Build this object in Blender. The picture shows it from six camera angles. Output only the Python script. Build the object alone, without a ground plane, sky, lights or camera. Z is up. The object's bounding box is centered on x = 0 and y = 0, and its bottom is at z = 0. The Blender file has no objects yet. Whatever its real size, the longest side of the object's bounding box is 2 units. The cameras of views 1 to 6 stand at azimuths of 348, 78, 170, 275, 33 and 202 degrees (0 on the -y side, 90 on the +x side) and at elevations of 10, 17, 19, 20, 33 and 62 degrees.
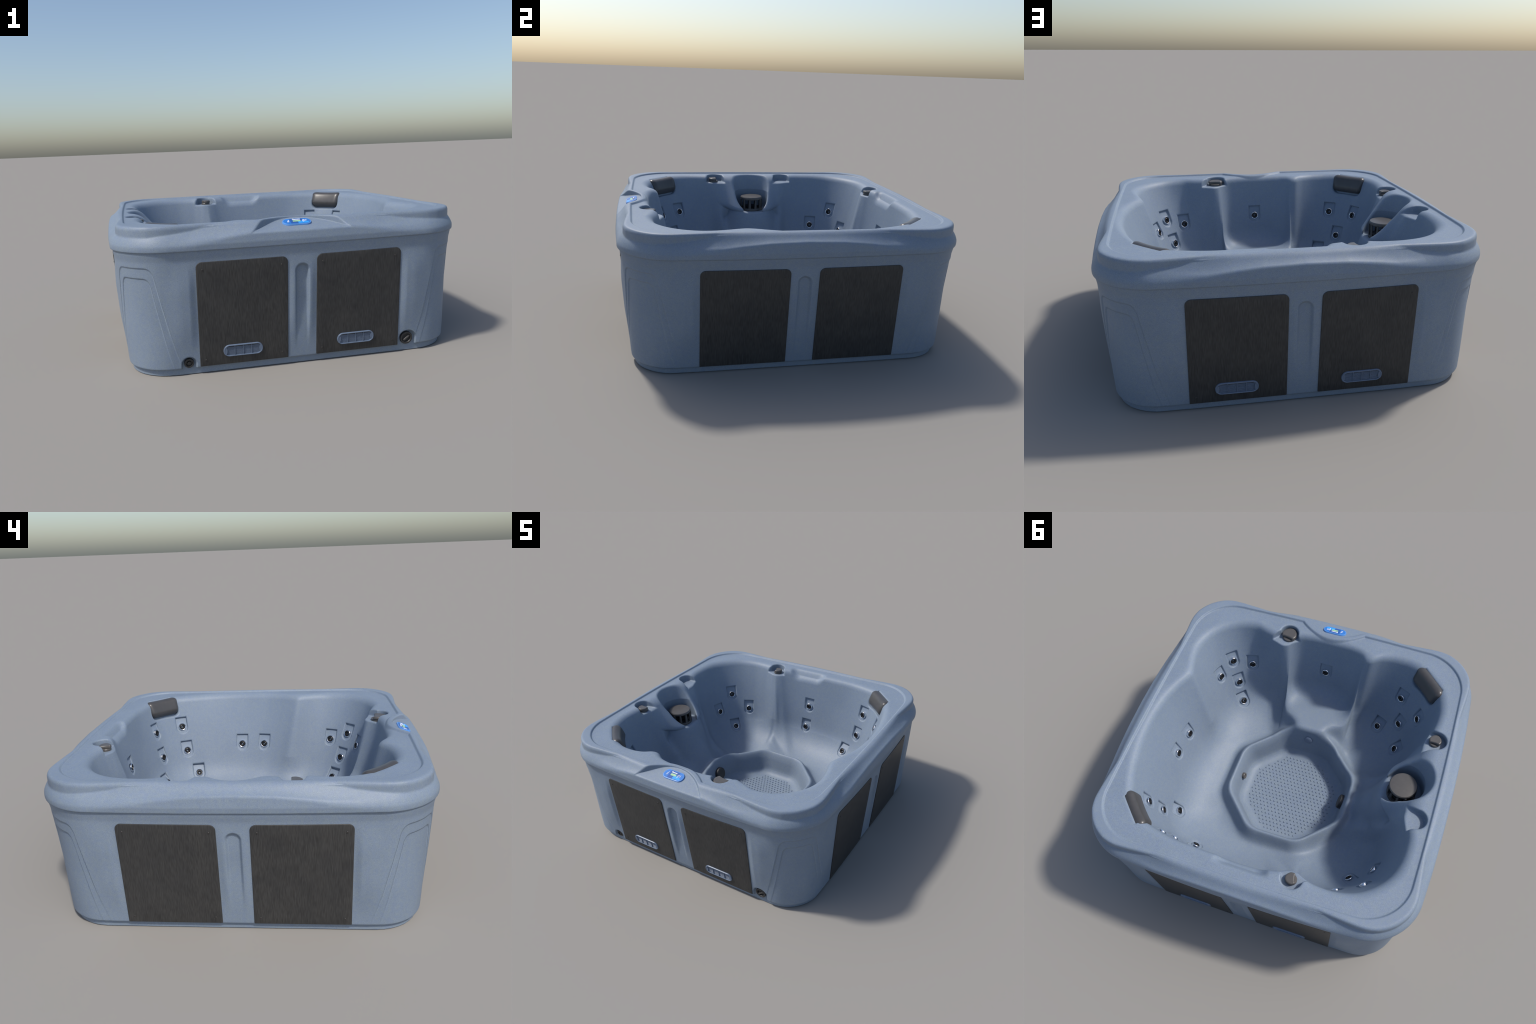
"""Square moulded hot tub: one smooth rotomoulded shell (skirt, rim, basin, footwell) described by
distance-field rules, plus panels, grilles, jets, pillows, knobs, filter and control pad."""
import bpy, bmesh, math, random
import numpy as np
from mathutils import Vector, Matrix

random.seed(7)
CELL = 0.0045           # size of the meshing lattice
F32 = np.float32

# ------------------------------------------------------------------ small maths
def smin(a, b, k):
    h = np.maximum(k - np.abs(a - b), 0) / k
    return np.minimum(a, b) - h * h * (k * 0.25)

def smax(a, b, k):
    return -smin(-a, -b, k)

def smelt(a, b, k):
    """smoother union, no visible line where the blend begins"""
    k = k * 1.5
    h = np.maximum(k - np.abs(a - b), 0) / k
    return np.minimum(a, b) - h * h * h * k / 6

def sstep(x, a, b):
    t = np.clip((x - a) / (b - a), 0, 1)
    return t * t * (3 - 2 * t)

def bowed_square(x, y, half, bow, rad):
    """signed distance to a square with slightly bowed sides and round corners"""
    ax, ay = np.abs(x), np.abs(y)
    u = ax + bow * ay * ay - half + rad
    v = ay + bow * ax * ax - half + rad
    return np.hypot(np.maximum(u, 0), np.maximum(v, 0)) + np.minimum(np.maximum(u, v), 0) - rad

OCT = [(math.cos(math.pi / 4 * i), math.sin(math.pi / 4 * i)) for i in range(4)]
def octagon(x, y):
    o = None
    for c, s in OCT:
        v = np.abs(x * c + y * s)
        o = v if o is None else smax(o, v, 0.045)
    return o

# ------------------------------------------------------------------ outer form
WALL_Z0, WALL_Z1 = 0.043, 0.605
def wall_half(z):
    return 0.925 + (0.979 - 0.925) * (z - WALL_Z0) / (WALL_Z1 - WALL_Z0)

def wall_bow(z):
    return 0.045 * np.clip(z, 0, 0.7) / 0.605

SEAM = 0.667
def skirt(x, y, z):
    ax, ay = np.abs(x), np.abs(y)
    d = bowed_square(x, y, wall_half(z) + 0.005 * sstep(z, .61, .665), wall_bow(z), 0.232 + 0.02 * z)
    # two nested arched reliefs on each corner
    s = np.abs(ax - ay)
    o = smax(s - (0.283 - 0.215 * z), z - 0.585, 0.055)
    i = smax(s - (0.240 - 0.215 * z), z - 0.530, 0.045)
    corner = (np.minimum(ax, ay) > 0.5)
    fade = sstep(z, 0.05, 0.50) * 0.8 + .2
    d = d + np.where(corner, 0.0050 * sstep(-o, -.004, .004) * fade + 0.0055 * sstep(-i, -.004, .004) * fade, 0)
    # vertical flute between the two panels of every side
    m = np.minimum(ax, ay)
    front = (y < 0) & (ay > ax)
    t = np.hypot(m, np.maximum(z - 0.525, 0)) - 0.037
    deep = np.where(front, 0.022, 0.014)
    prof = sstep(-t, -.004, .012)
    d = d + deep * prof * sstep(z, 0.07, 0.42) * (z < .6)
    # the wall swells out beside the panels, which sit in the hollows
    swell = 0.012 * sstep(m, .556, .60) * (1 - sstep(m, .63, .73)) + 0.008 * (1 - sstep(m, .045, .080))
    d = d - swell * sstep(z, .07, .32) * (1 - sstep(z, .44, .63))
    # pockets round the two hose fittings on the front
    for cx, cz, r in ((-0.614, 0.060, 0.037), (0.614, 0.070, 0.050)):
        q = np.hypot(x - cx, np.maximum(z - cz, 0)) - r
        d = d + np.where(front, 0.022 * sstep(-q, -.005, .006), 0)
    d = smax(d, 0.036 - z, 0.010)
    plinth = bowed_square(x, y, 0.907, 0.006, 0.222)
    d = smin(d, np.maximum(plinth, z - 0.10), 0.010)
    return np.maximum(np.maximum(d, -z), z - 0.70)

RIM_TOP, RIM_IN = 0.799, 0.787
def deck_edge(x, half, y0, rise):
    return y0 + rise * (1 - (x / half) ** 2)

def lip(x, y, z):
    ax, ay = np.abs(x), np.abs(y)
    tau = np.minimum(ax, ay) / np.maximum(np.maximum(ax, ay), 1e-6)
    D = -bowed_square(x, y, 1.0, 0.040, 0.275)          # inset from the outer edge
    edge = np.interp(tau, [0, .2, .35, .45, .6, .8, 1], [.753, .747, .732, .719, .713, .716, .718]).astype(F32)
    slope = np.interp(tau, [0, .2, .35, .45, .6, .8, 1], [.74, .80, 1.0, 1.13, 1.0, .9, .9]).astype(F32)
    d1 = np.interp(tau, [0, .35, .5, .7, .85, 1], [.064, .066, .062, .040, .029, .027]).astype(F32)
    soft = (0.009 + 0.026 * sstep(tau, .40, .75)).astype(F32)
    dish = 0.0065 * np.sin(np.clip(D / d1, 0, 1) * math.pi) * (1 - sstep(tau, .5, .8))      # hollow behind the edge
    tilt = -D + 0.10 * np.maximum(z - 0.70, 0) + 0.12 * np.maximum(0.695 - z, 0)                # the band leans in above and below
    band = smax(tilt, (z - edge - slope * D + dish) / np.sqrt(1 + slope * slope), soft)
    band = smax(band, z - RIM_TOP, 0.02)
    roll = smax(d1 - D, z - RIM_TOP, 0.026)
    d = smin(band, roll, 0.004)
    # inner rim lies one step lower, the step swings round the control deck
    step = bowed_square(x, y, 0.912, 0.022, 0.25)
    podium = np.maximum(y - deck_edge(x, 0.212, -0.912, 0.094), y + 0.70)
    podium = np.where((y < -0.78) & (np.abs(x) < 0.3), (y - deck_edge(x, 0.212, -0.912, 0.094)) * 0.7, 1.0)
    step = np.maximum(step, -podium)
    top = RIM_TOP - (RIM_TOP - RIM_IN) * sstep(-step, -.002, .011)
    d = smax(d, z - top, 0.006)
    return smax(d, SEAM - z, 0.006)

# ------------------------------------------------------------------ inner form
Z_HI, Z_LO = 0.78, 0.28
def spline(points, n=24):
    p = np.array(points, float)
    out = []
    for i in range(len(p)):
        a, b, c, d = p[i - 1], p[i], p[(i + 1) % len(p)], p[(i + 2) % len(p)]
        t = np.linspace(0, 1, n, endpoint=False)[:, None]
        out.append(0.5 * (2 * b + (c - a) * t + (2 * a - 5 * b + 4 * c - d) * t * t + (3 * b - a - 3 * c + d) * t ** 3))
    return np.vstack(out)

class Bowl:
    """a seat hollow: a horizontal outline at rim height and one lower down, joined by leaning walls,
    closed by a dished seat; outlines are star shaped about a centre"""
    def __init__(self, centre, rows, seat, fillet):
        self.c, self.seat, self.fillet = centre, seat, fillet
        self.ang = np.linspace(-math.pi, math.pi, 1441)
        self.r = []
        for k in (0, 2):
            q = spline([(r[k], r[k + 1]) for r in rows]) - np.array(centre)
            a, rr = np.arctan2(q[:, 1], q[:, 0]), np.hypot(q[:, 0], q[:, 1])
            o = np.argsort(a); a, rr = a[o], rr[o]
            a = np.concatenate([a - 2 * math.pi, a, a + 2 * math.pi]); rr = np.tile(rr, 3)
            self.r.append(np.interp(self.ang, a, rr).astype(F32))
        win = np.exp(-(np.arange(-150, 151) / 62.0) ** 2); win /= win.sum()
        def calm(t):
            t = np.concatenate([t[-151:-1], t, t[1:151]])
            return np.convolve(t, win, 'valid').astype(F32)
        self.rs = [calm(r) for r in self.r]              # softened outline, felt away from the wall
        self.dr = [calm(np.gradient(r, self.ang)) for r in self.r]

    def wall(self, x, y, z):
        dx, dy = x - self.c[0], y - self.c[1]
        rho = np.hypot(dx, dy)
        f = (np.arctan2(dy, dx) + math.pi) * (1440 / (2 * math.pi))
        i = np.clip(f.astype(np.int32), 0, 1439); f = f - i
        def look(t): return t[i] * (1 - f) + t[i + 1] * f
        w = (Z_HI - z) / (Z_HI - Z_LO)
        rt, rb = look(self.r[0]), look(self.r[1])
        r = np.maximum(rt + (rb - rt) * w, 0.02)
        st, sb = look(self.rs[0]), look(self.rs[1])
        calm = np.maximum(st + (sb - st) * w, 0.02)
        r = calm + (r - calm) * sstep(rho / r, 0.62, 1.0)
        g = look(self.dr[0]) * (1 - w) + look(self.dr[1]) * w
        n = np.sqrt(1 + np.minimum((g / r) ** 2, 4) + ((rb - rt) / (Z_HI - Z_LO)) ** 2)
        return (rho - r) / n

SEAT = 0.126
CORNER_FRONT_RIGHT = Bowl((.24, -.21), [
    (.268, -.712, .250, -.615), (.31, -.724, .285, -.628), (.36, -.743, .322, -.638), (.43, -.765, .375, -.638),
    (.515, -.786, .415, -.633), (.622, -.766, .487, -.60), (.714, -.706, .553, -.548), (.780, -.620, .605, -.478),
    (.810, -.525, .635, -.395), (.808, -.437, .645, -.325), (.785, -.345, .632, -.25), (.760, -.277, .605, -.18),
    (.68, -.12, .56, -.06), (.52, .04, .46, .06), (.3, .08, .3, .08), (.1, -.1, .1, -.1), (.05, -.28, .08, -.28),
    (.08, -.43, .11, -.42), (.18, -.59, .222, -.53), (.236, -.668, .243, -.582)], SEAT, 0.25)
LOUNGE = Bowl((.28, .22), [
    (.760, -.277, .605, -.215), (.805, -.196, .645, -.15), (.836, -.11, .665, -.085), (.853, -.04, .674, -.02),
    (.866, .10, .682, .10), (.860, .26, .678, .24), (.830, .42, .660, .375), (.800, .52, .650, .455),
    (.762, .612, .623, .530), (.698, .700, .574, .594), (.62, .755, .511, .643), (.44, .796, .395, .680),
    (.29, .803, .268, .710), (.15, .805, .14, .720), (.03, .807, .03, .722), (-.09, .803, -.085, .705),
    (-.175, .790, -.150, .672), (-.225, .773, -.193, .660), (-.268, .746, -.241, .644), (-.274, .69, -.258, .605), (-.28, .60, -.275, .555), (-.30, .42, -.30, .40), (-.2, .2, -.2, .2),
    (0, .1, 0, .1), (.1, -.1, .1, -.1), (.3, -.36, .3, -.34), (.50, -.38, .45, -.35), (.66, -.33, .545, -.28)], SEAT, 0.25)
CORNER_BACK_LEFT = Bowl((-.24, .21), [
    (-.268, .746, -.241, .644), (-.305, .764, -.268, .652), (-.346, .782, -.302, .660), (-.404, .797, -.355, .664),
    (-.51, .800, -.432, .657), (-.62, .774, -.501, .622), (-.711, .716, -.565, .568), (-.779, .634, -.618, .50),
    (-.815, .532, -.647, .422), (-.822, .412, -.655, .345), (-.805, .33, -.645, .28), (-.770, .24, -.60, .23),
    (-.74, .17, -.53, .17), (-.60, .08, -.46, .09), (-.4, -.04, -.36, -.03), (-.1, 0, -.1, 0), (0, .2, 0, .2),
    (-.02, .40, -.02, .40), (-.15, .58, -.15, .55), (-.228, .70, -.212, .612)], SEAT, 0.25)
CORNER_FRONT_LEFT = Bowl((-.24, -.21), [
    (-.268, -.722, -.255, -.620), (-.31, -.744, -.288, -.637), (-.37, -.782, -.325, -.652), (-.458, -.800, -.385, -.650),
    (-.568, -.789, -.45, -.635), (-.678, -.730, -.535, -.583), (-.766, -.634, -.607, -.506), (-.800, -.538, -.638, -.43),
    (-.808, -.453, -.648, -.365), (-.797, -.36, -.64, -.30), (-.768, -.25, -.60, -.24), (-.74, -.18, -.53, -.18),
    (-.60, -.09, -.46, -.10), (-.4, .03, -.36, .02), (-.1, 0, -.1, 0), (-.05, -.28, -.08, -.28),
    (-.08, -.43, -.11, -.42), (-.18, -.59, -.225, -.53), (-.236, -.675, -.247, -.585)], SEAT, 0.25)
STEP_SEAT = Bowl((0, -.50), [
    (-.274, -.722, -.232, -.610), (-.222, -.778, -.19, -.675), (-.136, -.800, -.11, -.702), (0, -.803, 0, -.712),
    (.136, -.800, .11, -.702), (.222, -.778, .19, -.675), (.274, -.714, .232, -.610), (.31, -.60, .26, -.55),
    (.30, -.42, .25, -.42), (.15, -.2, .15, -.3), (-.15, -.2, -.15, -.3), (-.30, -.42, -.25, -.42), (-.31, -.60, -.26, -.55)], 0.305, 0.12)
BOWLS = [CORNER_FRONT_RIGHT, LOUNGE, CORNER_BACK_LEFT, CORNER_FRONT_LEFT, STEP_SEAT]

KNOB_POCKETS = [(.275, -.795, 0, 1), (-.280, .803, 0, -1), (-.828, -.278, 1, 0), (-.828, .257, 1, 0)]
POCKET_FLOOR = 0.737
FILTER = (-.715, 0.0)
FILTER_FLOOR = 0.538

def cavity(x, y, z):
    o = octagon(x, y)
    ridge = 0.094 * np.exp(-((o - 0.395) / 0.044) ** 2)
    ridge = ridge + 0.10 * np.exp(-((x + 0.52) ** 2 + (1.15 * y) ** 2) / 0.012)      # fuller below the filter      # raised lip round the footwell
    dz = z - 0.540
    collar = 0.128 + 0.24 * np.maximum(-dz, 0) + 1.5 * np.maximum(dz, 0) - np.hypot(x - FILTER[0], (y - FILTER[1]) * 0.72)
    face = smin((-x - 0.588 - 0.86 * dz) * 0.758, np.maximum(collar * 0.9, -(x + 0.70)), 0.04)
    w = smax(face, np.maximum(np.abs(y + .008) - (0.18 + 0.14 * (z - .25)), x + .1), 0.05)
    soft = w
    melt = 0.045 + 0.5 * np.clip(0.36 - z, 0, 0.25)       # ridges melt away towards the seats
    for b in BOWLS[:4]:
        v = b.wall(x, y, z)
        w = smelt(w, v, melt)
        soft = smelt(soft, v, 0.15)
    # the seat rises in a wide sweep towards the walls
    lift = np.maximum(0.26 + soft, 0) ** 2 / 0.50 * (0.25 + 0.75 * sstep(o, .40, .52)) * (1.05 - 0.33 * sstep(x - 0.6 * np.maximum(y - .1, 0), .10, .45))
    c = -smelt(-w, z - (SEAT + ridge + np.minimum(lift, .13)), 0.10)
    step = smax(STEP_SEAT.wall(x, y, z), STEP_SEAT.seat - z, STEP_SEAT.fillet)
    c = smelt(c, step, 0.045)
    well = smax((o - (0.344 + 0.18 * (z - 0.03))) * 0.985, 0.03 - z, 0.06)
    c = smin(c, well, 0.034)
    return c

def base_form(x, y, z):
    body = np.minimum(skirt(x, y, z), lip(x, y, z))
    core = np.maximum(bowed_square(x, y, 0.944, 0.045, 0.24), np.maximum(z - 0.782, 0.5 - z))
    body = np.minimum(body, core)
    # the sloping deck that carries the control pad
    cut = np.maximum((y - deck_edge(x, 0.215, -0.945, 0.098)) * 0.8, -(z - (0.742 + 0.32 * (y + 0.99))) * 0.952)
    body = smax(body, -cut, 0.008)
    body = smax(body, -cavity(x, y, z), 0.042)
    # filter well with a flared mouth
    q = np.hypot(x - FILTER[0], y - FILTER[1])
    flare = 0.126 + 0.30 * np.maximum(z - 0.675, 0)
    body = smax(body, -smax(q - flare, FILTER_FLOOR - z, 0.014), 0.016)
    # pockets for the three knobs and a cup
    for px, py, ix, iy in KNOB_POCKETS:
        a = (x - px) * ix + (y - py) * iy            # towards the basin
        b = (x - px) * iy - (y - py) * ix
        plan = np.hypot(b, np.minimum(a, 0)) - 0.060 - (0.8 if abs(iy) else 0.25) * np.maximum(a, 0)
        plan = np.maximum(plan, a - (0.11 if abs(iy) else 0.085))
        body = smax(body, -smax(plan * 0.8, POCKET_FLOOR - z, 0.010), 0.010)
    # scooped shelf in the back rim, slots behind the pillows
    shelf = smax(np.abs(x - 0.005) - 0.118 - 0.5 * (z - .735), 0.724 - z + 0.55 * np.maximum(y - .785, 0) + 1.2 * np.maximum(y - .825, 0), 0.05)
    shelf = np.maximum(shelf, 0.65 - y)
    body = smax(body, -shelf, 0.028)
    for s in (1, -1):
        u = (x - y) * (0.70711 * s)
        w = (x + y) * (0.70711 * s)
        v = z - 0.72
        back = (w - 0.990) - 0.42 * v
        slot = np.maximum(smax(np.abs(u) - 0.112 + 0.25 * np.maximum(v, 0), -v - 0.060, 0.05), np.maximum(back, 0.80 - w))
        body = smax(body, -slot, 0.008)
    return body

# ------------------------------------------------------------------ jets
JETS = [(.641, -.634, .535), (.515, -.684, .488), (.693, -.515, .482), (.585, -.579, .380), (.512, -.494, .280),
        (0, -.76, .51),
        (-.553, -.702, .525), (-.697, -.570, .523), (-.583, -.598, .371), (-.44, -.598, .27), (-.600, -.456, .27),
        (.735, -.034, .439), (.746, .129, .436),
        (.728, .571, .576), (.675, .531, .413), (.618, .442, .262),
        (.56, .73, .577), (.525, .671, .411), (.426, .618, .267), (.048, .74, .516), (.036, .715, .336),
        (-.658, .634, .517), (-.504, .666, .401), (-.69, .484, .405), (-.557, .531, .275)]

def gradient(fn, p, e=0.0015):
    g = np.zeros_like(p)
    for s in ((1, -1, -1), (-1, -1, 1), (-1, 1, -1), (1, 1, 1)):
        s = np.array(s, F32)
        q = p + s * e
        g += s * fn(q[:, 0], q[:, 1], q[:, 2])[:, None]
    return g / (4 * e)

def jet_frames():
    p = np.array(JETS, F32)
    for _ in range(6):                    # slide each jet onto the basin wall
        g = gradient(base_form, p, .01)
        f = base_form(p[:, 0], p[:, 1], p[:, 2])
        p = p - g * (f / np.maximum((g * g).sum(1), .05))[:, None]
    g = gradient(base_form, p, .02)
    n = g / np.linalg.norm(g, axis=1)[:, None]
    frames = []
    for o, nn in zip(p, n):
        r = np.cross((0, 0, 1), nn); r /= np.linalg.norm(r)
        u = np.cross(nn, r)
        frames.append((o, r, u, nn))
    return frames

FRAMES = jet_frames()
PAD_W, PAD_UP, PAD_DOWN = 0.040, 0.068, 0.047
def full_form(x, y, z):
    body = base_form(x, y, z)
    for o, r, u, n in FRAMES:
        near = np.nonzero((np.abs(x - o[0]) < .14) & (np.abs(y - o[1]) < .14) & (np.abs(z - o[2]) < .14))[0]
        if not len(near):
            continue
        dx, dy, dz = x[near] - o[0], y[near] - o[1], z[near] - o[2]
        a = dx * r[0] + dy * r[1] + dz * r[2]
        b = dx * u[0] + dy * u[1] + dz * u[2]
        c = dx * n[0] + dy * n[1] + dz * n[2]
        tongue = np.maximum(np.hypot(a, np.minimum(b + PAD_DOWN - PAD_W, 0)) - PAD_W, b - PAD_UP)
        floor = -c - (0.006 + 0.085 * (b + PAD_DOWN - .02))
        pad = np.maximum(np.maximum(tongue, floor), c - 0.06)
        body[near] = smax(body[near], -pad, 0.009)
    return body

# ------------------------------------------------------------------ meshing of the distance field
def evaluate(p, fn=full_form, chunk=600000):
    out = np.empty(len(p), F32)
    for i in range(0, len(p), chunk):
        q = p[i:i + chunk]
        out[i:i + chunk] = fn(q[:, 0].copy(), q[:, 1].copy(), q[:, 2].copy())
    return out

def mesh_field():
    sub = 4
    big = CELL * sub
    lo = np.array([-1.012, -1.012, -0.013], F32)
    nc = [int(math.ceil(2.024 / big)) + 1, int(math.ceil(2.024 / big)) + 1, int(math.ceil(0.83 / big)) + 1]
    ax = [lo[i] + np.arange(nc[i], dtype=F32) * big for i in range(3)]
    P = np.stack(np.meshgrid(*ax, indexing='ij'), -1).reshape(-1, 3)
    C = evaluate(P).reshape(nc)
    nf = [(n - 1) * sub + 1 for n in nc]
    def up(a, axis):
        a = np.moveaxis(a, axis, 0)
        o = np.empty(((a.shape[0] - 1) * sub + 1,) + a.shape[1:], F32)
        for k in range(sub):
            o[k:-1:sub] = a[:-1] * (1 - k / sub) + a[1:] * (k / sub)
        o[-1] = a[-1]
        return np.moveaxis(o, 0, axis)
    F = up(up(up(C, 0), 1), 2)
    F = np.ascontiguousarray(F)
    idx = np.nonzero(np.abs(F.ravel()) < 0.017)[0]
    sy, sx = nf[2], nf[1] * nf[2]
    def pos(i):
        a = i // sx; r = i - a * sx; b = r // sy; c = r - b * sy
        return np.stack([a, b, c], 1).astype(F32) * F32(CELL) + lo
    F.reshape(-1)[idx] = evaluate(pos(idx))
    S = F < 0
    cnt = np.zeros([n - 1 for n in nf], np.int8)
    for a in (0, 1):
        for b in (0, 1):
            for c in (0, 1):
                cnt += S[a:nf[0] - 1 + a, b:nf[1] - 1 + b, c:nf[2] - 1 + c]
    cells = np.stack(np.nonzero((cnt > 0) & (cnt < 8)), 1)
    cid = np.full(cnt.shape, -1, np.int32)
    cid[cells[:, 0], cells[:, 1], cells[:, 2]] = np.arange(len(cells))
    acc = np.zeros((len(cells), 3), F32); num = np.zeros(len(cells), F32)
    corners = [(a, b, c) for a in (0, 1) for b in (0, 1) for c in (0, 1)]
    for p in corners:
        for axis in range(3):
            if p[axis]:
                continue
            q = list(p); q[axis] = 1
            v0 = F[cells[:, 0] + p[0], cells[:, 1] + p[1], cells[:, 2] + p[2]]
            v1 = F[cells[:, 0] + q[0], cells[:, 1] + q[1], cells[:, 2] + q[2]]
            m = (v0 < 0) != (v1 < 0)
            t = np.where(m, v0 / np.where(m, v0 - v1, 1), 0)
            add = np.tile(np.array(p, F32), (len(cells), 1)); add[:, axis] += t
            acc += add * m[:, None]; num += m
    V = (cells + acc / num[:, None]).astype(F32) * F32(CELL) + lo
    quads = []
    for axis in range(3):
        b, c = (axis + 1) % 3, (axis + 2) % 3
        A = [slice(None)] * 3; B = [slice(None)] * 3
        A[axis] = slice(0, -1); B[axis] = slice(1, None)
        sa, sb = S[tuple(A)], S[tuple(B)]
        e = np.stack(np.nonzero(sa != sb), 1)
        ok = (e[:, b] > 0) & (e[:, c] > 0) & (e[:, b] < nf[b] - 1) & (e[:, c] < nf[c] - 1)
        e = e[ok]
        inside = S[e[:, 0], e[:, 1], e[:, 2]]
        q = []
        for ob, oc in ((-1, -1), (0, -1), (0, 0), (-1, 0)):
            w = e.copy(); w[:, b] += ob; w[:, c] += oc
            q.append(cid[w[:, 0], w[:, 1], w[:, 2]])
        q = np.stack(q, 1)
        q[~inside] = q[~inside][:, ::-1]
        quads.append(q)
    Q = np.vstack(quads)
    # settle the vertices on the true surface
    def grad(p, e):
        g = np.zeros_like(p)
        for s in ((1, -1, -1), (-1, -1, 1), (-1, 1, -1), (1, 1, 1)):
            s = np.array(s, F32)
            g += s * evaluate(p + s * F32(e))[:, None]
        return g / (4 * e)
    for k in range(2):
        g = grad(V, 0.0012)
        f = evaluate(V)
        step = g * (f / np.maximum((g * g).sum(1), 0.1))[:, None]
        ln = np.linalg.norm(step, axis=1)
        step *= np.minimum(1, 0.6 * CELL / np.maximum(ln, 1e-9))[:, None]
        V = V - step
    g = grad(V, 0.0022)
    N = g / np.maximum(np.linalg.norm(g, axis=1), 1e-9)[:, None]
    return V, Q, N

# ------------------------------------------------------------------ materials
def new_mat(name):
    m = bpy.data.materials.new(name); m.use_nodes = True
    nt = m.node_tree
    return m, nt, nt.nodes["Principled BSDF"]

def plain(name, col, rough=0.5, metal=0.0, spec=0.5, vary=0.08, scale=60):
    m, nt, b = new_mat(name)
    tc = nt.nodes.new("ShaderNodeTexCoord")
    no = nt.nodes.new("ShaderNodeTexNoise"); no.inputs["Scale"].default_value = scale; no.inputs["Detail"].default_value = 4
    rp = nt.nodes.new("ShaderNodeValToRGB")
    rp.color_ramp.elements[0].position = .3; rp.color_ramp.elements[1].position = .7
    rp.color_ramp.elements[0].color = (*[c * (1 - vary) for c in col], 1)
    rp.color_ramp.elements[1].color = (*[c * (1 + vary) for c in col], 1)
    nt.links.new(tc.outputs["Object"], no.inputs["Vector"])
    nt.links.new(no.outputs["Fac"], rp.inputs["Fac"])
    nt.links.new(rp.outputs["Color"], b.inputs["Base Color"])
    b.inputs["Roughness"].default_value = rough
    b.inputs["Metallic"].default_value = metal
    b.inputs["Specular IOR Level"].default_value = spec
    return m

BLUE = (0.187, 0.231, 0.298)
def shell_material(name="speckled_blue_polymer", gain=1.0):
    m, nt, b = new_mat(name)
    L = nt.links
    tc = nt.nodes.new("ShaderNodeTexCoord")
    def noise(scale, detail):
        n = nt.nodes.new("ShaderNodeTexNoise")
        n.inputs["Scale"].default_value = scale; n.inputs["Detail"].default_value = detail
        L.new(tc.outputs["Object"], n.inputs["Vector"]); return n
    fine, mid, wide = noise(420, 3), noise(55, 4), noise(6, 3)
    def ramp(src, stops):
        r = nt.nodes.new("ShaderNodeValToRGB")
        e = r.color_ramp.elements
        e[0].position, e[0].color = stops[0][0], (*stops[0][1], 1)
        e[1].position, e[1].color = stops[-1][0], (*stops[-1][1], 1)
        for p, c in stops[1:-1]:
            x = e.new(p); x.color = (*c, 1)
        L.new(src.outputs["Fac"], r.inputs["Fac"]); return r
    c0 = tuple(c * gain for c in BLUE)
    grains = ramp(fine, [(.30, tuple(c * .80 for c in c0)), (.50, c0), (.66, (c0[0] * 1.22, c0[1] * 1.20, c0[2] * 1.12))])
    tint = ramp(mid, [(.35, (.95, .97, 1.02)), (.65, (1.03, 1.03, .98))])
    cloud = ramp(wide, [(.3, (.96, .97, .98)), (.7, (1.03, 1.03, 1.03))])
    def mul(a, c):
        x = nt.nodes.new("ShaderNodeMix"); x.data_type = 'RGBA'; x.blend_type = 'MULTIPLY'
        x.inputs[0].default_value = 1
        L.new(a, x.inputs[6]); L.new(c.outputs["Color"], x.inputs[7]); return x.outputs[2]
    L.new(mul(mul(grains.outputs["Color"], tint), cloud), b.inputs["Base Color"])
    bump = nt.nodes.new("ShaderNodeBump"); bump.inputs["Strength"].default_value = .10; bump.inputs["Distance"].default_value = .001
    L.new(fine.outputs["Fac"], bump.inputs["Height"]); L.new(bump.outputs["Normal"], b.inputs["Normal"])
    b.inputs["Roughness"].default_value = 0.52
    b.inputs["Specular IOR Level"].default_value = 0.35
    return m

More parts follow.
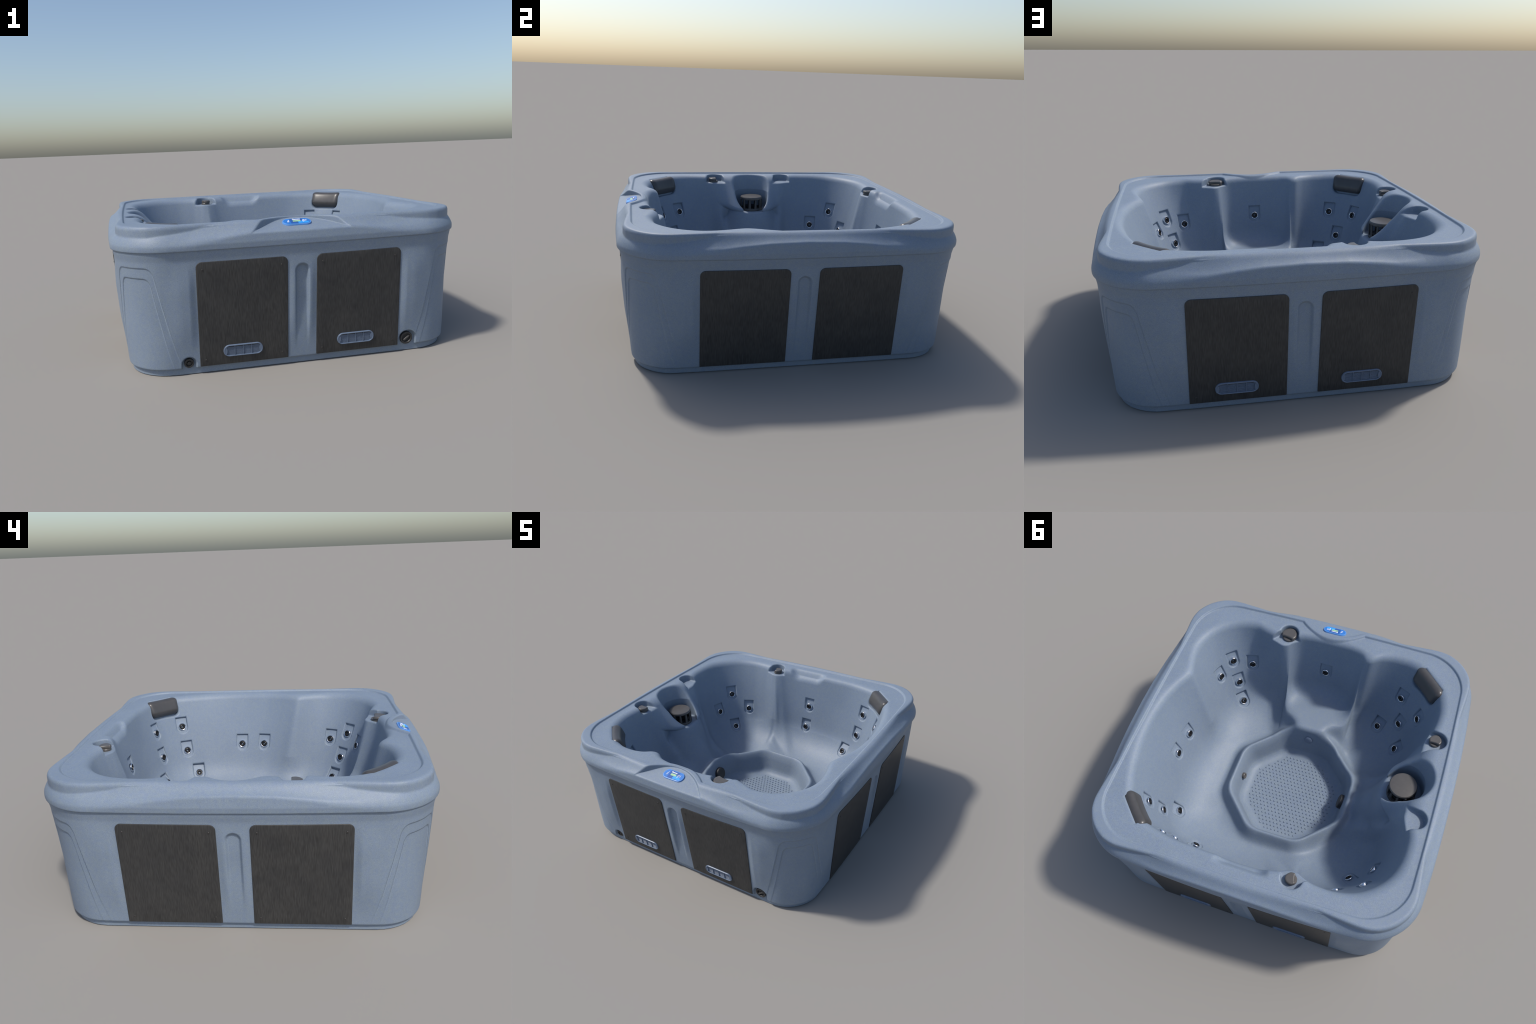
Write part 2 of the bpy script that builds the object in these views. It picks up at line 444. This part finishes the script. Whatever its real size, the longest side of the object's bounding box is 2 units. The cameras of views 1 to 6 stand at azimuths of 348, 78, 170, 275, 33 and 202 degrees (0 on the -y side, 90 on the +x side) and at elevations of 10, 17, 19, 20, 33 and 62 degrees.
def brushed_material():
    m, nt, b = new_mat("brushed_charcoal_sheet")
    L = nt.links
    tc = nt.nodes.new("ShaderNodeTexCoord")
    mp = nt.nodes.new("ShaderNodeMapping"); mp.inputs["Scale"].default_value = (260, 260, 7)
    n = nt.nodes.new("ShaderNodeTexNoise"); n.inputs["Scale"].default_value = 1; n.inputs["Detail"].default_value = 5
    n2 = nt.nodes.new("ShaderNodeTexNoise"); n2.inputs["Scale"].default_value = 9; n2.inputs["Detail"].default_value = 3
    L.new(tc.outputs["Object"], mp.inputs["Vector"]); L.new(mp.outputs["Vector"], n.inputs["Vector"])
    L.new(tc.outputs["Object"], n2.inputs["Vector"])
    r = nt.nodes.new("ShaderNodeValToRGB")
    r.color_ramp.elements[0].position, r.color_ramp.elements[0].color = .32, (.0275, .0273, .0268, 1)
    r.color_ramp.elements[1].position, r.color_ramp.elements[1].color = .68, (.050, .0496, .0486, 1)
    L.new(n.outputs["Fac"], r.inputs["Fac"])
    r2 = nt.nodes.new("ShaderNodeValToRGB")
    r2.color_ramp.elements[0].position, r2.color_ramp.elements[0].color = .3, (.86, .86, .88, 1)
    r2.color_ramp.elements[1].position, r2.color_ramp.elements[1].color = .7, (1.1, 1.08, 1.06, 1)
    L.new(n2.outputs["Fac"], r2.inputs["Fac"])
    x = nt.nodes.new("ShaderNodeMix"); x.data_type = 'RGBA'; x.blend_type = 'MULTIPLY'; x.inputs[0].default_value = 1
    L.new(r.outputs["Color"], x.inputs[6]); L.new(r2.outputs["Color"], x.inputs[7]); L.new(x.outputs[2], b.inputs["Base Color"])
    bump = nt.nodes.new("ShaderNodeBump"); bump.inputs["Strength"].default_value = .12; bump.inputs["Distance"].default_value = .001
    L.new(n.outputs["Fac"], bump.inputs["Height"]); L.new(bump.outputs["Normal"], b.inputs["Normal"])
    b.inputs["Roughness"].default_value = .48; b.inputs["Metallic"].default_value = 0.0
    b.inputs["Specular IOR Level"].default_value = .35
    return m

MAT_SHELL = shell_material()
MAT_PANEL = brushed_material()
MAT_GRILLE = plain("grille_blue_plastic", (.125, .165, .235), .38)
MAT_GREY = plain("satin_graphite_plastic", (.085, .080, .076), .34)
MAT_PILLOW = plain("soft_graphite_foam", (.058, .056, .056), .33, scale=40)
MAT_BLACK = plain("black_plastic", (.010, .010, .011), .42)
MAT_SLAT = plain("basket_grey_plastic", (.050, .049, .049), .45)
MAT_FITTING = plain("hose_fitting_black", (.030, .029, .029), .5)
MAT_CHROME = plain("bright_chrome", (.80, .82, .85), .12, metal=1.0, vary=.02)
MAT_SCREW = plain("dark_screw", (.030, .028, .026), .4)
MAT_PADRIM = plain("pad_rim_blue", (.10, .27, .62), .3)
MAT_PADBLUE = plain("pad_deep_blue", (.020, .090, .33), .35)
MAT_PADMID = plain("pad_mid_blue", (.025, .17, .53), .35)
MAT_PADSKY = plain("pad_sky_blue", (.030, .32, .80), .35)
MAT_LCD = plain("display_green", (.34, .56, .32), .4)
MAT_WHITE = plain("print_white", (.80, .82, .92), .5)

# ------------------------------------------------------------------ object helpers
ROOT = bpy.data.objects.new("hot_tub", None)
bpy.context.scene.collection.objects.link(ROOT)
ROOT["label"] = "square speckled blue hot tub with dark brushed side panels"
ROOT["category"] = "hot tub"

def link(name, mesh, mat, parent=ROOT, smooth=None):
    o = bpy.data.objects.new(name, mesh)
    bpy.context.scene.collection.objects.link(o)
    if mat is not None and not mesh.materials:
        mesh.materials.append(mat)
    if smooth is not None:
        mesh.polygons.foreach_set("use_smooth", [True] * len(mesh.polygons))
        mesh.set_sharp_from_angle(angle=math.radians(smooth))
    o.parent = parent
    return o

def from_lists(name, verts, faces):
    me = bpy.data.meshes.new(name)
    me.from_pydata([tuple(v) for v in verts], [], faces)
    bm = bmesh.new(); bm.from_mesh(me)
    bmesh.ops.recalc_face_normals(bm, faces=bm.faces[:])
    bm.to_mesh(me); bm.free()
    return me

def lathe(name, profile, n=40):
    """closed turned body about local z from (radius, height) pairs"""
    verts, faces = [], []
    for r, h in profile:
        for i in range(n):
            a = 2 * math.pi * i / n
            verts.append((r * math.cos(a), r * math.sin(a), h))
    for k in range(len(profile) - 1):
        for i in range(n):
            j = (i + 1) % n
            faces.append((k * n + i, k * n + j, (k + 1) * n + j, (k + 1) * n + i))
    faces.append(tuple(range(n)))
    faces.append(tuple(range((len(profile) - 1) * n, len(profile) * n)))
    return from_lists(name, verts, faces)

def place(o, origin, xa, ya, za):
    M = Matrix((( xa[0], ya[0], za[0], origin[0]), (xa[1], ya[1], za[1], origin[1]), (xa[2], ya[2], za[2], origin[2]), (0, 0, 0, 1)))
    o.matrix_basis = M
    return o

def outline(w, h, rads, seg=8):
    """rounded rectangle, rads for the corners (right top, left top, left bottom, right bottom)"""
    pts = []
    for k, (sx, sy) in enumerate(((1, 1), (-1, 1), (-1, -1), (1, -1))):
        r = rads[k]
        for i in range(seg + 1):
            a = math.pi / 2 * (k + i / seg)
            pts.append((sx * (w - r) + r * math.cos(a), sy * (h - r) + r * math.sin(a)))
    return pts

def slab(name, pts, layers, centre_fan=True, warp=None):
    """stack of outlines: layers are (scale inset distance, height); top closed by shrinking loops"""
    verts, faces, n = [], [], len(pts)
    P = np.array(pts)
    d = np.roll(P, -1, 0) - np.roll(P, 1, 0)
    nrm = np.stack([d[:, 1], -d[:, 0]], 1); nrm /= np.maximum(np.linalg.norm(nrm, axis=1), 1e-9)[:, None]
    for inset, h in layers:
        for q in (P - nrm * inset):
            verts.append((q[0], q[1], h))
    for k in range(len(layers) - 1):
        for i in range(n):
            j = (i + 1) % n
            faces.append((k * n + i, k * n + j, (k + 1) * n + j, (k + 1) * n + i))
    last = P - nrm * layers[-1][0]
    base = (len(layers) - 1) * n
    for s in (.85, .6, .35, .12):
        m = len(verts)
        for q in last:
            verts.append((q[0] * s, q[1] * s, layers[-1][1]))
        for i in range(n):
            j = (i + 1) % n
            faces.append((base + i, base + j, m + j, m + i))
        base = m
    faces.append(tuple(range(base, base + n)))
    faces.append(tuple(range(n - 1, -1, -1)))
    if warp:
        verts = [warp(v) for v in verts]
    return from_lists(name, verts, faces)

# ------------------------------------------------------------------ the moulded shell
def build_shell():
    V, Q, N = mesh_field()
    c = V[Q].mean(1)
    x, y, z = c[:, 0], c[:, 1], c[:, 2]
    D = -bowed_square(x, y, 1.0, 0.040, 0.275)
    outside = D < 0.10
    n_up = N[Q].mean(1)[:, 2]
    part = np.where((z < SEAM + .0005) & (outside | (z < .02)), 0,
             np.where(z > 0.758, 1, np.where(outside & (D < .06), 1, 2)))
    low = (part == 2) & (octagon(x, y) < 0.378) & (z < 0.215 + 0.14 * np.clip((-y - .25) / .15, 0, 1) * (np.abs(x) < .16))
    part[low] = 3
    for k, name in enumerate(("cabinet", "rim", "seat_basin", "footwell")):
        sel = Q[part == k]
        if not len(sel):
            continue
        used, inv = np.unique(sel, return_inverse=True)
        me = bpy.data.meshes.new(name)
        nf = len(sel)
        me.vertices.add(len(used)); me.loops.add(nf * 4); me.polygons.add(nf)
        me.vertices.foreach_set("co", V[used].astype(F32).ravel())
        me.loops.foreach_set("vertex_index", inv.astype(np.int32).ravel())
        me.polygons.foreach_set("loop_start", np.arange(0, nf * 4, 4, dtype=np.int32))
        me.polygons.foreach_set("loop_total", np.full(nf, 4, np.int32))
        me.update(calc_edges=True)
        me.polygons.foreach_set("use_smooth", np.ones(nf, bool))
        me.normals_split_custom_set_from_vertices(N[used].astype(float).tolist())
        link(name, me, MAT_SHELL)

build_shell()

# ------------------------------------------------------------------ side panels with screws and grilles
def wall_out(t, z):
    return wall_half(z) - wall_bow(z) * t * t

def side_frame(k):
    """k quarter turns; returns function (t along side, z, offset outwards) -> point; k=0 is the -y side"""
    ca, sa = [(1, 0), (0, 1), (-1, 0), (0, -1)][k]
    def at(t, z, off):
        px, py = t, -(wall_out(t, z) + off)
        return (px * ca - py * sa, px * sa + py * ca, z)
    return at

P_IN, P_OUT, P_LO, P_HI = 0.079, 0.556, 0.042, 0.607
screw_mesh = lathe("panel_screw", [(.0052, -.003), (.0052, .0008), (.004, .0018), (.0018, .0018), (.0016, .0008)], 14)
def build_grille_mesh():
    W, H = .106, .033
    obs = []
    P = outline(W, H, [.0325] * 4, 10)
    n = len(P)
    verts, faces = [], []
    rings = [(0, -.004), (0, .003), (.0018, .0062), (.0042, .0070), (.0065, .0058), (.0075, -.003)]
    A = np.array(P); d = np.roll(A, -1, 0) - np.roll(A, 1, 0)
    nr = np.stack([d[:, 1], -d[:, 0]], 1); nr /= np.linalg.norm(nr, axis=1)[:, None]
    for ins, h in rings:
        for q in A - nr * ins:
            verts.append((q[0], q[1], h))
    for k in range(len(rings) - 1):
        for i in range(n):
            j = (i + 1) % n
            faces.append((k * n + i, k * n + j, (k + 1) * n + j, (k + 1) * n + i))
    faces.append(tuple(range((len(rings) - 1) * n, len(rings) * n)))
    def box(x0, x1, y0, y1, z0, z1, shear=0):
        b = len(verts)
        for zz in (z0, z1):
            s = shear if zz == z1 else 0
            verts.extend([(x0, y0 + s, zz), (x1, y0 + s, zz), (x1, y1 + s, zz), (x0, y1 + s, zz)])
        for f in ((0, 1, 2, 3), (4, 5, 6, 7), (0, 1, 5, 4), (1, 2, 6, 5), (2, 3, 7, 6), (3, 0, 4, 7)):
            faces.append(tuple(b + i for i in f))
    for sx in (-.045, 0, .045):
        box(sx - .0013, sx + .0013, -.0255, .0255, -.003, .0045)
    for i in range(8):
        yy = -.0225 + i * .0058
        box(-.092, .092, yy, yy + .0030, -.0035, .0016, -.002)
    for s in (-1, 1):                      # rounded end cheeks
        b = len(verts); m = 12
        for zz in (-.002, .0068):
            for i in range(m):
                a = 2 * math.pi * i / m
                verts.append((s * .0955 + .0100 * math.cos(a), .0225 * math.sin(a), zz * .8))
        faces.append(tuple(range(b + m, b + 2 * m)))
        for i in range(m):
            j = (i + 1) % m
            faces.append((b + i, b + j, b + m + j, b + m + i))
    return from_lists("vent_grille", verts, faces)
grille_mesh = build_grille_mesh()

def build_panels():
    for k in range(4):
        at = side_frame(k)
        for s in (-1, 1):
            tc, zc = s * (P_IN + P_OUT) / 2, (P_LO + P_HI) / 2
            pts = outline((P_OUT - P_IN) / 2, (P_HI - P_LO) / 2, [.030, .030, .004, .004], 8)
            dense = []
            for i, p in enumerate(pts):                      # refine the long straight edges
                q = pts[(i + 1) % len(pts)]
                m = max(1, int(math.hypot(q[0] - p[0], q[1] - p[1]) / .05))
                dense += [(p[0] + (q[0] - p[0]) * j / m, p[1] + (q[1] - p[1]) * j / m) for j in range(m)]
            warp = lambda v: at(tc + v[0], zc + v[1], v[2])
            me = slab("side_panel", dense, [(0, -.003), (0, .0028), (.0015, .0042), (.004, .0047)], warp=warp)
            panel = link("side_panel", me, MAT_PANEL, smooth=35)
            for st in (-1, 1):
                for zz in (P_LO + .035, P_HI - .042):
                    t = tc + st * .206
                    o = np.array(at(t, zz, .0047)); nrm = np.array(at(t, zz, 1.0047)) - o
                    sc = link("panel_screw", screw_mesh, MAT_SCREW, panel, None)
                    nn = Vector(nrm).normalized(); xx = Vector((0, 0, 1)).cross(nn).normalized(); yy = nn.cross(xx)
                    place(sc, o, xx, yy, nn)
            if k in (0, 2):
                t = {(0, -1): -.326, (0, 1): .302, (2, -1): -.326, (2, 1): .302}[(k, s)]
                z0 = .117
                o = np.array(at(t, z0, .005)); a = np.array(at(t + .01, z0, .005)) - o; b = np.array(at(t, z0 + .01, .005)) - o
                xx = Vector(a).normalized(); yy = Vector(b).normalized(); nn = xx.cross(yy).normalized(); yy = nn.cross(xx)
                g = link("vent_grille", grille_mesh, MAT_GRILLE, panel)
                place(g, o, xx, yy, nn)
build_panels()
screw_mesh.polygons.foreach_set("use_smooth", [False] * len(screw_mesh.polygons))
grille_mesh.polygons.foreach_set("use_smooth", [True] * len(grille_mesh.polygons))
grille_mesh.set_sharp_from_angle(angle=math.radians(35))

# ------------------------------------------------------------------ jets
ring_mesh = lathe("jet_ring", [(.0265, -.016), (.0265, .004), (.0258, .0075), (.0235, .0095), (.0212, .0085), (.0205, .003), (.0205, -.016)], 40)
nozzle_mesh = lathe("jet_nozzle", [(.0205, -.015), (.0205, .006), (.0195, .0078), (.0165, .0078), (.0155, .005), (.0105, .0075), (.0085, .0068), (.0065, .0005), (.0045, -.006)], 32)
for me, mt in ((ring_mesh, MAT_CHROME), (nozzle_mesh, MAT_BLACK)):
    me.materials.append(mt)
    me.polygons.foreach_set("use_smooth", [True] * len(me.polygons)); me.set_sharp_from_angle(angle=math.radians(40))
for o, r, u, n in FRAMES:
    tilt = 0.10                      # the fitting faces along the pad floor
    n2 = Vector(n) + Vector(u) * (-tilt); n2.normalize()
    u2 = Vector(u) - n2 * n2.dot(Vector(u)); u2.normalize(); r2 = u2.cross(n2)
    oo = Vector(o) - n2 * 0.005
    body = link("jet", ring_mesh, None)
    place(body, oo, r2, u2, n2)
    link("nozzle", nozzle_mesh, None, body)

# ------------------------------------------------------------------ floor studs (octagonal field)
def build_studs():
    m, rings = 10, [(.0062, -.002), (.0058, .0015), (.0040, .0035), (.0016, .0042)]
    verts, faces = [], []
    pitch, row = 0.0262, 0.0262
    y, k = -.286, 0
    while y <= .2905:
        off = 0 if k % 2 == 0 else pitch / 2
        for i in range(-14, 15):
            x = i * pitch + off - pitch / 4
            if max(abs(x), abs(y), (abs(x) + abs(y)) * .70711) > .2925:
                continue
            b = len(verts)
            for r, h in rings:
                for j in range(m):
                    a = 2 * math.pi * j / m
                    verts.append((x + r * math.cos(a), y + r * math.sin(a), .0302 + h))
            for q in range(len(rings) - 1):
                for j in range(m):
                    jj = (j + 1) % m
                    faces.append((b + q * m + j, b + q * m + jj, b + (q + 1) * m + jj, b + (q + 1) * m + j))
            faces.append(tuple(range(b + (len(rings) - 1) * m, b + len(rings) * m)))
        y += row; k += 1
    me = bpy.data.meshes.new("floor_studs"); me.from_pydata(verts, [], faces)
    o = link("floor_studs", me, MAT_SHELL, smooth=80)
    o["kind"] = "stuff"
build_studs()

# ------------------------------------------------------------------ footwell fittings
def disc_on_wall(name, origin, normal, mesh, mat):
    n = Vector(normal).normalized(); x = Vector((0, 0, 1)).cross(n).normalized(); y = n.cross(x)
    return place(link(name, mesh, mat, smooth=40), origin, x, y, n)
lean = 0.27
suction = lathe("suction_cover", [(.050, -.01), (.050, .004), (.047, .016), (.040, .020), (.034, .018), (.020, .021), (.004, .022)], 44)
disc_on_wall("suction_cover", (-.357, -.007, .150), (1, 0, lean), suction, MAT_FITTING)
drain = lathe("drain_fitting", [(.022, -.01), (.022, .003), (.019, .006), (.012, .0055), (.010, .001), (.006, .004), (.002, .0045)], 30)
disc_on_wall("drain_fitting", (.347, 0, .118), (-1, 0, lean), drain, MAT_GREY)
lamp = lathe("light_lens", [(.029, -.01), (.029, .002), (.026, .005), (.015, .008), (.003, .009)], 34)
disc_on_wall("light_lens", (-.005, -.372, .205), (0, 1, lean), lamp, MAT_GRILLE)

# ------------------------------------------------------------------ pillows
def build_pillow_mesh():
    n = 18
    HX, HY, HZ, R = .120, .060, .036, .033
    verts, faces, idx = [], [], {}
    def vert(p):
        key = tuple(round(c, 5) for c in p)
        if key not in idx:
            q = np.array(p) * (HX, HY, HZ)
            core = np.clip(q, (-HX + R, -HY + R, -HZ + R), (HX - R, HY - R, HZ - R))
            dv = q - core
            l = np.linalg.norm(dv)
            q = core + dv / l * R if l > 1e-9 else q
            u, v = q[0] / HX, q[1] / HY
            if q[2] > 0:
                q[2] *= 1 + .20 * (1 - v * v) - .10 * u * u
            q[0] *= 1 + .07 * v
            q[2] += .012 * u * u                    # slight wrap round the neck
            idx[key] = len(verts); verts.append(tuple(q))
        return idx[key]
    for axis in range(3):
        for s in (-1, 1):
            for i in range(n):
                for j in range(n):
                    f = []
                    for di, dj in ((0, 0), (1, 0), (1, 1), (0, 1)):
                        p = [0, 0, 0]; p[axis] = s
                        p[(axis + 1) % 3] = math.sin((-1 + 2 * (i + di) / n) * math.pi / 2) * .5 + .5 * (-1 + 2 * (i + di) / n)
                        p[(axis + 2) % 3] = math.sin((-1 + 2 * (j + dj) / n) * math.pi / 2) * .5 + .5 * (-1 + 2 * (j + dj) / n)
                        f.append(vert(p))
                    faces.append(f)
    return from_lists("head_pillow", verts, faces)
pillow_mesh = build_pillow_mesh()
pillow_mesh.materials.append(MAT_PILLOW)
pillow_mesh.polygons.foreach_set("use_smooth", [True] * len(pillow_mesh.polygons))
for s in (-1, 1):
    o = link("head_pillow", pillow_mesh, None)
    up = Vector((.39 * s * .7071, .39 * s * .7071, .92)).normalized()
    side = Vector((.7071, -.7071, 0)) * s
    out = side.cross(up).normalized()
    if out.dot(Vector((-s, -s, .5))) < 0:
        out = -out; side = -side
    place(o, (s * .699, s * .699, .7265), side, up, out)

# ------------------------------------------------------------------ diverter knobs
knob_base = lathe("knob", [(.040, -.004), (.040, .010), (.038, .0125), (.030, .0135), (.022, .0135)], 40)
def build_grip():
    pts = []
    for i in range(28):                                     # round head flattened along one side
        a = 2 * math.pi * i / 28
        x, y = .043 * math.cos(a), .043 * math.sin(a)
        y = max(y, -.022 - .006 * math.cos(a) ** 2)
        if y > 0:
            x *= 1 - .10 * (y / .043)
            y *= 1.02
        pts.append((x, y))
    me = slab("knob_grip", pts, [(.004, .0125), (0, .016), (0, .027), (.002, .0300), (.006, .0318)])
    return me
grip_mesh = build_grip()
for me in (knob_base, grip_mesh):
    me.materials.append(MAT_GREY)
    me.polygons.foreach_set("use_smooth", [True] * len(me.polygons)); me.set_sharp_from_angle(angle=math.radians(38))
for kx, ky, turn, size in ((.276, -.797, 170, 1.15), (-.276, .800, -75, .80), (-.822, -.288, 175, .86)):
    o = link("diverter_knob", knob_base, None)
    a = math.radians(turn)
    place(o, (kx, ky, POCKET_FLOOR), (size * math.cos(a), size * math.sin(a), 0), (-size * math.sin(a), size * math.cos(a), 0), (0, 0, 1))
    link("knob_grip", grip_mesh, None, o)

# ------------------------------------------------------------------ filter basket
def build_filter():
    fx, fy = FILTER; z0 = FILTER_FLOOR
    cap = lathe("filter", [(.078, .084), (.082, .086), (.0845, .092), (.084, .100), (.080, .1055), (.060, .108), (.02, .1095)], 64)
    o = link("filter", cap, MAT_GREY, smooth=30)
    o.location = (fx, fy, z0)
    foot = lathe("filter_foot", [(.0885, -.004), (.0885, .014), (.086, .018), (.070, .018), (.068, .010), (.02, .008)], 64)
    link("filter_foot", foot, MAT_SLAT, o, smooth=35)
    bar = bpy.data.meshes.new("filter_slat")
    v = []
    for zz, w in ((.014, .0105), (.087, .0065)):
        for dx, dy in ((.0835, -w), (.0865, -w * .5), (.0865, w * .5), (.0835, w), (.078, w * .8), (.078, -w * .8)):
            v.append((dx, dy, zz))
    f = [(0, 1, 7, 6), (1, 2, 8, 7), (2, 3, 9, 8), (3, 4, 10, 9), (4, 5, 11, 10), (5, 0, 6, 11), (0, 5, 4, 3, 2, 1), (6, 7, 8, 9, 10, 11)]
    bar = from_lists("filter_slat", v, f)
    bar.materials.append(MAT_SLAT)
    for i in range(11):
        b = link("filter_slat", bar, None, o)
        a = 2 * math.pi * (i + .5) / 11
        b.rotation_euler = (0, 0, a)
    core = lathe("filter_core", [(.066, .006), (.066, .022), (.060, .026), (.020, .026)], 32)
    link("filter_core", core, MAT_BLACK, o, smooth=35)
build_filter()

# ------------------------------------------------------------------ hose fittings on the front
def build_fitting(name, cx, cz, r, bar):
    y = -(wall_half(cz)) + .021
    prof = [(r, -.012), (r, .008), (r * .95, .012), (r * .74, .0125), (r * .66, .009), (r * .62, .002), (r * .3, .002)]
    if not bar:
        prof = [(r, -.012), (r, .008), (r * .93, .012), (r * .70, .0125), (r * .62, .003), (r * .40, .003), (r * .34, .009), (r * .1, .0095)]
    o = link(name, lathe(name, prof, 40), MAT_FITTING, smooth=38)
    n = Vector((0, -1, -.09)).normalized(); xx = Vector((1, 0, 0)); yy = n.cross(xx)
    place(o, (cx, y, cz), xx, yy, n)
    if bar:
        me = slab("fitting_handle", outline(r * .60, r * .13, [r * .08] * 4, 4), [(0, .001), (0, .010), (.001, .0115)])
        h = link("fitting_handle", me, MAT_GREY, o, smooth=38)
        h.rotation_euler = (0, 0, math.radians(38))
build_fitting("drain_valve", -.614, .064, .0265, False)
build_fitting("drain_cap", .614, .0745, .037, True)

# ------------------------------------------------------------------ control pad
def build_pad():
    sl = .32
    ya = Vector((0, 1, sl)).normalized(); xa = Vector((1, 0, 0)); za = xa.cross(ya)
    pts = outline(.078, .0355, [.0345] * 4, 12)
    o = link("control_pad", slab("control_pad", pts, [(0, -.006), (0, .005), (.0015, .0075), (.004, .008)]), MAT_PADRIM, smooth=40)
    place(o, (-.006, -.907, 0.742 + sl * (.99 - .907)), xa, ya, za)
    top = .0082
    face = link("pad_face", slab("pad_face", outline(.0725, .030, [.0295] * 4, 12), [(0, .007), (0, top)]), MAT_PADMID, o, smooth=40)
    centre = link("pad_stripe", slab("pad_stripe", outline(.036, .0296, [.006] * 4, 4), [(0, .007), (0, top + .0003)]), MAT_PADBLUE, o, smooth=40)
    # pale wave printed in the lower right part
    wave = []
    for i in range(13):
        t = i / 12; wave.append((.004 + .056 * t, -.0285 + .004 * t * t + .001))
    for i in range(13):
        t = 1 - i / 12; wave.append((.004 + .056 * t, -.016 + .020 * math.sin(math.pi * (t * .8 + .1)) * (1 - .55 * t)))
    cxw = sum(p[0] for p in wave) / len(wave); cyw = sum(p[1] for p in wave) / len(wave)
    w = link("pad_wave", slab("pad_wave", [(p[0] - cxw, p[1] - cyw) for p in wave], [(0, .007), (0, top + .0006)]), MAT_PADSKY, o, smooth=40)
    w.location = (cxw, cyw, 0)
    lcd = link("display", slab("display", outline(.0205, .0078, [.0012] * 4, 3), [(0, .007), (0, top + .0012)]), MAT_LCD, o, smooth=40)
    lcd.location = (-.001, .0005, 0)
    def stroke(pts2, wdt):
        c = bpy.data.curves.new("pad_mark", 'CURVE'); c.dimensions = '3D'; c.bevel_depth = wdt; c.bevel_resolution = 1
        sp = c.splines.new('POLY'); sp.points.add(len(pts2) - 1)
        for q, p in zip(sp.points, pts2):
            q.co = (p[0], p[1], top + .0008, 1)
        t = bpy.data.objects.new("tmp", c); bpy.context.scene.collection.objects.link(t)
        bpy.context.view_layer.update()
        me = bpy.data.meshes.new_from_object(t.evaluated_get(bpy.context.evaluated_depsgraph_get()))
        bpy.data.objects.remove(t)
        me.name = "pad_mark"; me.materials.clear()
        link("pad_mark", me, MAT_WHITE, o)
    def ring(cx, cy, r):
        stroke([(cx + r * math.cos(a * math.pi / 8), cy + r * math.sin(a * math.pi / 8)) for a in range(17)], .0011)
    stroke([(-.022 + .0022 * i, .0172 + .0010 * math.sin(i * 2.3)) for i in range(20)], .0030)    # printed wordmark bar
    stroke([(-.0225, .0165), (-.0195, .0215), (-.0145, .0205), (-.016, .0165)], .0032)
    for cx, cy in ((-.0475, -.006), (-.0460, .0035)):
        ring(cx, cy, .0040)
    stroke([(-.053, -.012), (-.049, -.009), (-.051, -.013)], .0013)
    stroke([(-.043, .009), (-.040, .013), (-.044, .014)], .0013)
    ring(.0475, .0035, .0055); ring(.037, .0095, .0034); ring(.034, .0035, .0036); ring(.0345, -.0075, .0036)
    stroke([(.050, .009), (.053, .013)], .0013); stroke([(.033, -.013), (.037, -.0105)], .0015)
build_pad()
